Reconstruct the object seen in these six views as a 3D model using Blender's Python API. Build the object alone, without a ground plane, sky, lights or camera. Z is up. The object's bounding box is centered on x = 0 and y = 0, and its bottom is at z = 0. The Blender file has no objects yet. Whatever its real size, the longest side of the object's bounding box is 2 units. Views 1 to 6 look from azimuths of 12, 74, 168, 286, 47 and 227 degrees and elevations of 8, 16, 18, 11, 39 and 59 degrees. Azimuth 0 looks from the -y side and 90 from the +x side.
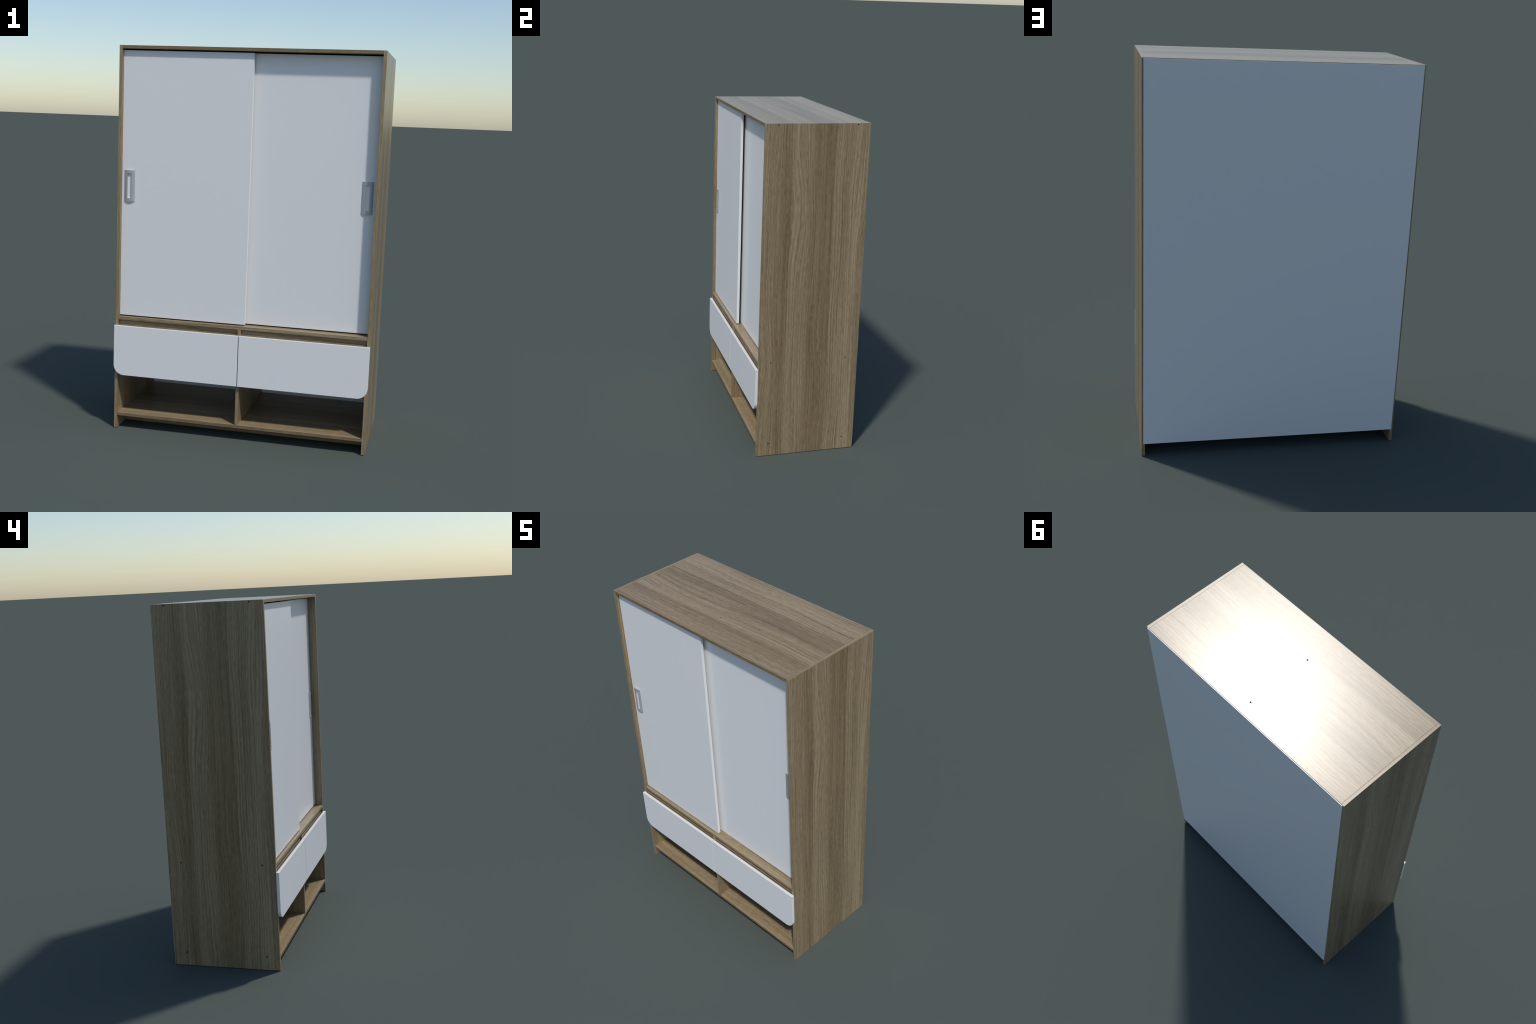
import bpy, bmesh, math
from mathutils import Vector

# ------------------------------------------------------------------ sizes (metres)
T = 0.0167                      # board thickness
HALF_W = 0.6694                 # half of the carcass width
FRONT, BACK = -0.2990, 0.3120   # front and rear edge of the carcass boards
FACE = -0.3157                  # outer face of the drawer fronts
REAR = 0.3157                   # outer face of the back panel
HEIGHT = 2.0
INNER = HALF_W - T
DEPTH = BACK - FRONT
MID_Y = (FRONT + BACK) / 2
SHELF_Z = 0.5993                # centre heights of the boards, where the screw holes sit
FLOOR_Z = 0.0759
TOP_Z = HEIGHT - T / 2
HOLE_R = 0.0045
EPS = 0.0002

# ------------------------------------------------------------------ node helpers
class Nodes:
    def __init__(self, name):
        self.mat = bpy.data.materials.new(name)
        self.mat.use_nodes = True
        self.tree = self.mat.node_tree
        self.bsdf = self.tree.nodes["Principled BSDF"]

    def new(self, kind, **props):
        n = self.tree.nodes.new(kind)
        for k, v in props.items():
            setattr(n, k, v)
        return n

    def link(self, a, b):
        self.tree.links.new(a, b)

    def math(self, op, a, b=None, c=None):
        n = self.new("ShaderNodeMath", operation=op)
        for i, v in enumerate((a, b, c)):
            if v is None:
                continue
            if isinstance(v, (int, float)):
                n.inputs[i].default_value = v
            else:
                self.link(v, n.inputs[i])
        return n.outputs[0]

    def vec(self, x, y, z=0.0):
        n = self.new("ShaderNodeCombineXYZ")
        for i, v in enumerate((x, y, z)):
            if isinstance(v, (int, float)):
                n.inputs[i].default_value = v
            else:
                self.link(v, n.inputs[i])
        return n.outputs[0]

    def noise(self, vector, scale=1.0, detail=2.0, rough=0.5):
        n = self.new("ShaderNodeTexNoise", noise_dimensions="3D")
        self.link(vector, n.inputs["Vector"])
        n.inputs["Scale"].default_value = scale
        n.inputs["Detail"].default_value = detail
        n.inputs["Roughness"].default_value = rough
        return n.outputs["Fac"]

    def ramp(self, fac, stops, interpolation="LINEAR"):
        n = self.new("ShaderNodeValToRGB")
        r = n.color_ramp
        r.interpolation = interpolation
        while len(r.elements) < len(stops):
            r.elements.new(0.5)
        for e, (p, c) in zip(r.elements, stops):
            e.position = p
            e.color = (c, c, c, 1) if isinstance(c, (int, float)) else (*c, 1)
        self.link(fac, n.inputs[0])
        return n.outputs[0]


# tone of the laminate across a board, 0 = front edge, 1 = rear edge
BANDS = [(0.00, 0.52), (0.06, 0.55), (0.12, 0.47), (0.17, 0.42), (0.215, 0.30), (0.25, 0.33),
         (0.275, 0.62), (0.31, 0.66), (0.34, 0.54), (0.38, 0.50), (0.42, 0.56), (0.46, 0.42), (0.50, 0.32),
         (0.55, 0.38), (0.60, 0.28), (0.645, 0.30), (0.672, 0.22), (0.684, 0.56), (0.73, 0.56), (0.78, 0.50),
         (0.83, 0.63), (0.89, 0.72), (0.93, 0.64), (0.965, 0.52), (1.00, 0.48)]

DARK, MIDDLE, LIGHT = (0.150, 0.103, 0.051), (0.256, 0.187, 0.104), (0.372, 0.292, 0.184)


def wood(name, along, across, tone=None, lift=0.0, shift=0.0, seed=0.0, swells=(), rough=0.30):
    """Laminate with the grain running along one axis.  `across` gives the weights of
    x, y, z that make up the distance across the grain.  `tone` set: a plain edge band of
    that tone, `lift` lightens the figure; otherwise the broad figure of BANDS.  `swells` are places where the growth
    lines bow sideways: (across 0..1, along, half sizes across and along, amount)."""
    m = Nodes(name)
    xyz = m.new("ShaderNodeSeparateXYZ")
    m.link(m.new("ShaderNodeTexCoord").outputs["Object"], xyz.inputs[0])
    l = xyz.outputs["XYZ".index(along)]
    a = 0.0
    for axis, w in zip("XYZ", across):
        if w:
            term = m.math("MULTIPLY", xyz.outputs["XYZ".index(axis)], w)
            a = term if a == 0.0 else m.math("ADD", a, term)
    a = m.math("ADD", a, shift)
    u0 = m.math("ADD", m.math("DIVIDE", a, DEPTH), 0.5)
    # slow wander of the growth lines, plus the bowed places
    w1 = m.math("SUBTRACT", m.noise(m.vec(m.math("MULTIPLY", a, 5.0), m.math("MULTIPLY", l, 1.3), seed), detail=1.0), 0.5)
    w2 = m.math("SUBTRACT", m.noise(m.vec(m.math("MULTIPLY", a, 14.0), m.math("MULTIPLY", l, 4.0), seed + 3.1), detail=1.0), 0.5)
    wander = m.math("ADD", m.math("MULTIPLY", w1, 0.060), m.math("MULTIPLY", w2, 0.010))
    for cu, cl, su, sl, amount in swells:
        du = m.math("POWER", m.math("ABSOLUTE", m.math("DIVIDE", m.math("SUBTRACT", u0, cu), su)), 2.0)
        dl = m.math("POWER", m.math("ABSOLUTE", m.math("DIVIDE", m.math("SUBTRACT", l, cl), sl)), 2.0)
        bump = m.math("EXPONENT", m.math("MULTIPLY", m.math("ADD", du, dl), -1.0))
        wander = m.math("ADD", wander, m.math("MULTIPLY", bump, -amount))
    aw = m.math("ADD", a, wander)
    wide = m.noise(m.vec(m.math("MULTIPLY", aw, 42.0), m.math("MULTIPLY", l, 0.7), seed + 7.0), detail=2.0, rough=0.5)
    rings = m.noise(m.vec(m.math("MULTIPLY", aw, 125.0), m.math("MULTIPLY", l, 1.3), seed + 11.0), detail=2.0, rough=0.65)
    fine = m.noise(m.vec(m.math("MULTIPLY", aw, 260.0), m.math("MULTIPLY", l, 20.0), seed + 17.0), detail=2.0, rough=0.7)
    phase = m.math("MULTIPLY_ADD", wide, 7.0, m.math("MULTIPLY", aw, 2 * math.pi / 0.0175))
    lines = m.math("SINE", phase)
    if tone is None:
        u = m.math("ADD", u0, m.math("MULTIPLY", wander, 0.45))
        t = m.math("MULTIPLY_ADD", m.ramp(u, BANDS), 0.85, 0.07 + lift)
        lines = m.math("MULTIPLY", lines, m.ramp(u, [(0.0, 0.05), (0.25, 0.05), (0.33, 0.085), (0.45, 0.02), (0.66, 0.02), (0.70, 0.085), (1.0, 0.085)]))
    else:
        t = tone
        lines = m.math("MULTIPLY", lines, 0.04)
    t = m.math("ADD", lines, t)
    for field, amount in ((wide, 0.50), (rings, 1.10), (fine, 1.10)):
        t = m.math("ADD", t, m.math("MULTIPLY", m.math("SUBTRACT", field, 0.5), amount))
    colour = m.ramp(t, [(0.08, DARK), (0.5, MIDDLE), (0.92, LIGHT)])
    m.link(colour, m.bsdf.inputs["Base Color"])
    m.bsdf.inputs["Roughness"].default_value = rough
    return m.mat


def plain(name, colour, rough, metallic=0.0, grain=0.0):
    m = Nodes(name)
    coord = m.new("ShaderNodeTexCoord").outputs["Object"]
    f = m.noise(coord, scale=60.0 if not grain else 240.0, detail=3.0)
    lo, hi = 1.0 - (grain or 0.002), 1.0 + (grain or 0.002)
    c = m.ramp(f, [(0.3, tuple(v * lo for v in colour)), (0.7, tuple(v * hi for v in colour))])
    m.link(c, m.bsdf.inputs["Base Color"])
    m.bsdf.inputs["Roughness"].default_value = rough
    m.bsdf.inputs["Metallic"].default_value = metallic
    return m.mat


SWELLS = [(0.36, 0.45, 0.16, 0.30, 0.034), (0.95, 0.20, 0.12, 0.25, -0.02),
          (0.62, -0.55, 0.14, 0.30, 0.022), (0.10, -0.45, 0.12, 0.25, 0.018)]
TOP_SWELLS = [(0.36, -0.25, 0.16, 0.30, -0.026), (0.20, 0.30, 0.14, 0.30, 0.018)]
WOOD_RIGHT = wood("laminate_right_side", "Z", (0.0, 1.0, 0.0), swells=SWELLS)
WOOD_LEFT = wood("laminate_left_side", "Z", (0.0, -1.0, 0.0), swells=SWELLS)
WOOD_TOP = wood("laminate_top", "X", (0.0, 1.0, 0.0), seed=5.0, swells=TOP_SWELLS)
WOOD_SHELF = wood("laminate_shelf", "X", (0.0, 1.0, 0.0), seed=21.0, shift=0.02, lift=0.12)
WOOD_RAIL = wood("laminate_rail", "X", (0.0, 0.6, 1.0), tone=0.40, seed=33.0)
WOOD_BATTEN = wood("laminate_batten", "X", (0.0, 0.8, 1.0), tone=0.60, seed=37.0)
WOOD_DIVIDER = wood("laminate_divider", "Z", (0.0, 1.0, 0.0), seed=41.0)
EDGE_UPRIGHT = wood("edge_band_upright", "Z", (1.0, 0.0, 0.0), tone=0.60, seed=51.0)
EDGE_DARK = wood("edge_band_dark", "X", (0.0, 0.0, 1.0), tone=0.26, seed=57.0)
EDGE_SHELF = wood("edge_band_shelf", "X", (0.0, 0.0, 1.0), tone=0.56, seed=63.0)
EDGE_END = wood("edge_band_end", "Y", (1.0, 0.0, 0.0), tone=0.62, seed=71.0)
WHITE = plain("white_lacquer", (0.80, 0.80, 0.80), 0.30)
METAL = plain("satin_aluminium", (0.47, 0.475, 0.48), 0.42, 0.30, grain=0.05)


# ------------------------------------------------------------------ mesh helpers
def empty(name, location=(0, 0, 0)):
    o = bpy.data.objects.new(name, None)
    o.location = location
    bpy.context.collection.objects.link(o)
    return o


def finish(bm, name, material, parent, origin=(0, 0, 0), smooth=False):
    """World-space bmesh -> named object whose origin is `origin`."""
    bmesh.ops.recalc_face_normals(bm, faces=bm.faces)
    bmesh.ops.translate(bm, verts=bm.verts, vec=-Vector(origin))
    me = bpy.data.meshes.new(name)
    bm.to_mesh(me)
    bm.free()
    me.materials.append(material)
    o = bpy.data.objects.new(name, me)
    bpy.context.collection.objects.link(o)
    base = Vector((0, 0, 0))
    p = parent
    while p is not None:
        base += p.location
        p = p.parent
    o.location = Vector(origin) - base
    o.parent = parent
    return o


def add_box(bm, x0, x1, y0, y1, z0, z1, bevel=0.0006):
    r = bmesh.ops.create_cube(bm, size=1.0)
    vs = r["verts"]
    bmesh.ops.scale(bm, verts=vs, vec=(x1 - x0, y1 - y0, z1 - z0))
    bmesh.ops.translate(bm, verts=vs, vec=((x0 + x1) / 2, (y0 + y1) / 2, (z0 + z1) / 2))
    if bevel:
        es = list({e for v in vs for e in v.link_edges})
        bmesh.ops.bevel(bm, geom=es, offset=bevel, segments=2, profile=0.5, affect="EDGES")


def board(name, material, parent, x0, x1, y0, y1, z0, z1, bevel=0.0006, edge=None, end=None):
    """A board: `edge` covers the long narrow faces, `end` the short narrow ones."""
    bm = bmesh.new()
    add_box(bm, x0, x1, y0, y1, z0, z1, bevel)
    size = (x1 - x0, y1 - y0, z1 - z0)
    thin, long = size.index(min(size)), size.index(max(size))
    o = finish(bm, name, material, parent, ((x0 + x1) / 2, (y0 + y1) / 2, (z0 + z1) / 2))
    if edge:
        o.data.materials.append(edge)
        o.data.materials.append(end or edge)
        for f in o.data.polygons:
            n = [abs(v) for v in f.normal]
            axis = n.index(max(n))
            f.material_index = 0 if axis == thin else 2 if axis == long else 1
    return o


def cut(obj, bm_cutter):
    """Apply a boolean difference and throw the cutter away."""
    bmesh.ops.recalc_face_normals(bm_cutter, faces=bm_cutter.faces)
    me = bpy.data.meshes.new("cutter")
    bm_cutter.to_mesh(me)
    bm_cutter.free()
    c = bpy.data.objects.new("cutter", me)
    bpy.context.collection.objects.link(c)
    mod = obj.modifiers.new("cut", "BOOLEAN")
    mod.operation, mod.object, mod.solver = "DIFFERENCE", c, "EXACT"
    bpy.context.view_layer.update()
    done = bpy.data.meshes.new_from_object(obj.evaluated_get(bpy.context.evaluated_depsgraph_get()))
    obj.modifiers.clear()
    old = obj.data
    obj.data = done
    done.name = obj.name
    bpy.data.meshes.remove(old)
    bpy.data.objects.remove(c)
    bpy.data.meshes.remove(me)


def bore(obj, axis, spots, depth):
    """Blind screw holes: spots are (x, y, z) on the outer face, bored along -axis."""
    bm = bmesh.new()
    for s in spots:
        r = bmesh.ops.create_cone(bm, cap_ends=True, segments=20, radius1=HOLE_R, radius2=HOLE_R, depth=2 * depth)
        if axis == "X":
            bmesh.ops.rotate(bm, verts=r["verts"], matrix=__import__("mathutils").Matrix.Rotation(math.pi / 2, 3, "Y"))
        bmesh.ops.translate(bm, verts=r["verts"], vec=s)
    cut(obj, bm)


def rounded_front(name, parent, x0, x1, z0, z1, y0, y1, radius, corner):
    """Drawer front: one lower corner rounded ('left' or 'right')."""
    pts = []
    n = 20
    if corner == "left":
        pts += [(x0 + radius - radius * math.sin(k / n * math.pi / 2), z0 + radius - radius * math.cos(k / n * math.pi / 2)) for k in range(n + 1)]
        pts += [(x0, z1), (x1, z1), (x1, z0)]
    else:
        pts += [(x0, z0)]
        pts += [(x1 - radius + radius * math.sin(k / n * math.pi / 2), z0 + radius - radius * math.cos(k / n * math.pi / 2)) for k in range(n + 1)]
        pts += [(x1, z1), (x0, z1)]
    bm = bmesh.new()
    f = bm.faces.new([bm.verts.new((x, y0, z)) for x, z in pts])
    r = bmesh.ops.extrude_face_region(bm, geom=[f])
    vs = [g for g in r["geom"] if isinstance(g, bmesh.types.BMVert)]
    bmesh.ops.translate(bm, verts=vs, vec=(0, y1 - y0, 0))
    rim = [e for e in bm.edges if abs(e.verts[0].co.y - e.verts[1].co.y) < 1e-6]
    bmesh.ops.bevel(bm, geom=rim, offset=0.0008, segments=2, profile=0.5, affect="EDGES")
    o = finish(bm, name, WHITE, parent, ((x0 + x1) / 2, (y0 + y1) / 2, (z0 + z1) / 2))
    o.data.shade_smooth()
    o.data.set_sharp_from_angle(angle=math.radians(20))
    return o


# ------------------------------------------------------------------ carcass
wardrobe = empty("wardrobe")
wardrobe["label"] = "tall wood laminate wardrobe with white sliding doors and two drawers"
wardrobe["category"] = "wardrobe"

HOLE_Y = (-0.2243, 0.2377)
HOLE_Z = (FLOOR_Z, SHELF_Z, 1.9916)
for side, mat in ((1, WOOD_RIGHT), (-1, WOOD_LEFT)):
    x0, x1 = sorted((side * INNER, side * HALF_W))
    panel = board("side_panel", mat, wardrobe, x0, x1, FRONT, BACK, 0.0, HEIGHT, edge=EDGE_UPRIGHT, end=EDGE_END)
    bore(panel, "X", [(side * HALF_W, y, z) for y in HOLE_Y for z in HOLE_Z], 0.0158)

top = board("top_panel", WOOD_TOP, wardrobe, -INNER + EPS, INNER - EPS, FRONT, BACK, HEIGHT - T, HEIGHT, edge=EDGE_DARK)
bore(top, "Z", [(0.0, -0.1126, HEIGHT), (0.0, 0.2430, HEIGHT)], 0.0158)

board("shelf", WOOD_SHELF, wardrobe, -INNER + EPS, INNER - EPS, FRONT, BACK, SHELF_Z - T / 2, SHELF_Z + T / 2, edge=EDGE_SHELF)
board("shelf", WOOD_SHELF, wardrobe, -INNER + EPS, INNER - EPS, FRONT, BACK, FLOOR_Z - T / 2, FLOOR_Z + T / 2, edge=EDGE_DARK)
board("divider", WOOD_DIVIDER, wardrobe, -T / 2, T / 2, FRONT, BACK, FLOOR_Z + T / 2 + EPS, SHELF_Z - T / 2 - EPS, edge=EDGE_UPRIGHT)
board("partition", WOOD_DIVIDER, wardrobe, -T / 2, T / 2, -0.1825, BACK, SHELF_Z + T / 2 + EPS, HEIGHT - T - EPS)
board("plinth_rail", WOOD_RAIL, wardrobe, -INNER + EPS, INNER - EPS, -0.1685, -0.1685 + T, 0.0030, FLOOR_Z - T / 2 - EPS)
# above each drawer: a recessed rail under the shelf with a batten along its foot (finger grip)
for s in (-1, 1):
    x0, x1 = sorted((s * (T / 2 + EPS), s * (INNER - EPS)))
    board("drawer_rail", WOOD_RAIL, wardrobe, x0, x1, FRONT + T, FRONT + 2 * T, 0.5450, SHELF_Z - T / 2 - EPS)
    board("grip_batten", WOOD_BATTEN, wardrobe, x0, x1, FRONT + 0.0088, FRONT + T - EPS, 0.5450, 0.5638)
board("back_panel", WHITE, wardrobe, -0.6612, 0.6612, BACK + EPS, REAR, 0.0682, 1.9975, bevel=0.0003)

# ------------------------------------------------------------------ sliding doors with handles
DOOR_Z = (0.6138, 1.9764)
OVERLAP = 0.0230
HANDLE_W, HANDLE_H, HANDLE_Z = 0.0556, 0.1610, 1.2935
SAG, RIM = 0.0062, 0.0020
HOLE_W, HOLE_H = 0.0222, 0.1270


def handle(parent, xc, y):
    """Bowed bar: a shallow cylinder segment with a long window."""
    bm = bmesh.new()
    n, hw = 16, HANDLE_W / 2
    radius = (hw * hw + SAG * SAG) / (2 * SAG)
    half = math.asin(hw / radius)
    prof = [(-hw, 0.0005)]
    for k in range(n + 1):
        a = -half + 2 * half * k / n
        prof.append((radius * math.sin(a), -RIM - (radius * math.cos(a) - (radius - SAG))))
    prof.append((hw, 0.0005))
    z0 = HANDLE_Z - HANDLE_H / 2
    f = bm.faces.new([bm.verts.new((xc + px, y + py, z0)) for px, py in prof])
    r = bmesh.ops.extrude_face_region(bm, geom=[f])
    bmesh.ops.translate(bm, verts=[g for g in r["geom"] if isinstance(g, bmesh.types.BMVert)], vec=(0, 0, HANDLE_H))
    o = finish(bm, "handle", METAL, parent, (xc, y, HANDLE_Z))
    c = bmesh.new()
    add_box(c, xc - HOLE_W / 2, xc + HOLE_W / 2, y - 0.05, y + 0.05, HANDLE_Z - HOLE_H / 2, HANDLE_Z + HOLE_H / 2, 0)
    cut(o, c)
    o.data.shade_smooth()
    o.data.set_sharp_from_angle(angle=math.radians(30))
    return o


for s, y in ((-1, -0.2807), (1, -0.2479)):
    x0, x1 = sorted((s * (INNER - 0.0006), -s * OVERLAP))
    door = board("sliding_door", WHITE, wardrobe, x0, x1, y, y + T, *DOOR_Z, bevel=0.0007)
    handle(door, s * 0.6095, y)

# ------------------------------------------------------------------ drawers
DRAWER_Z = (0.2951, 0.5600)
for s, corner in ((-1, "left"), (1, "right")):
    x0, x1 = sorted((s * 0.0022, s * (HALF_W + (0.0006 if s < 0 else 0.0))))
    front = rounded_front("drawer_front", wardrobe, x0, x1, *DRAWER_Z, FACE, FRONT - EPS, 0.0556, corner)
    b0, b1 = sorted((s * 0.0222, s * (INNER - 0.0139)))
    bm = bmesh.new()
    add_box(bm, b0, b1, FRONT, FRONT + T, 0.3110, 0.5400)
    for e in (b0, b1 - T):
        add_box(bm, e, e + T, FRONT + T + EPS, 0.2000, 0.3110, 0.5300)
    add_box(bm, b0 + T, b1 - T, 0.2000 - T, 0.2000, 0.3110, 0.5300)
    add_box(bm, b0 + T, b1 - T, FRONT + T, 0.2000 - T, 0.3150, 0.3190)
    finish(bm, "drawer_box", WOOD_RAIL, front, ((b0 + b1) / 2, 0.0, 0.43))

# the carcass stands a hair to the right of the drawer fronts' centre
wardrobe.location.x = 0.0003
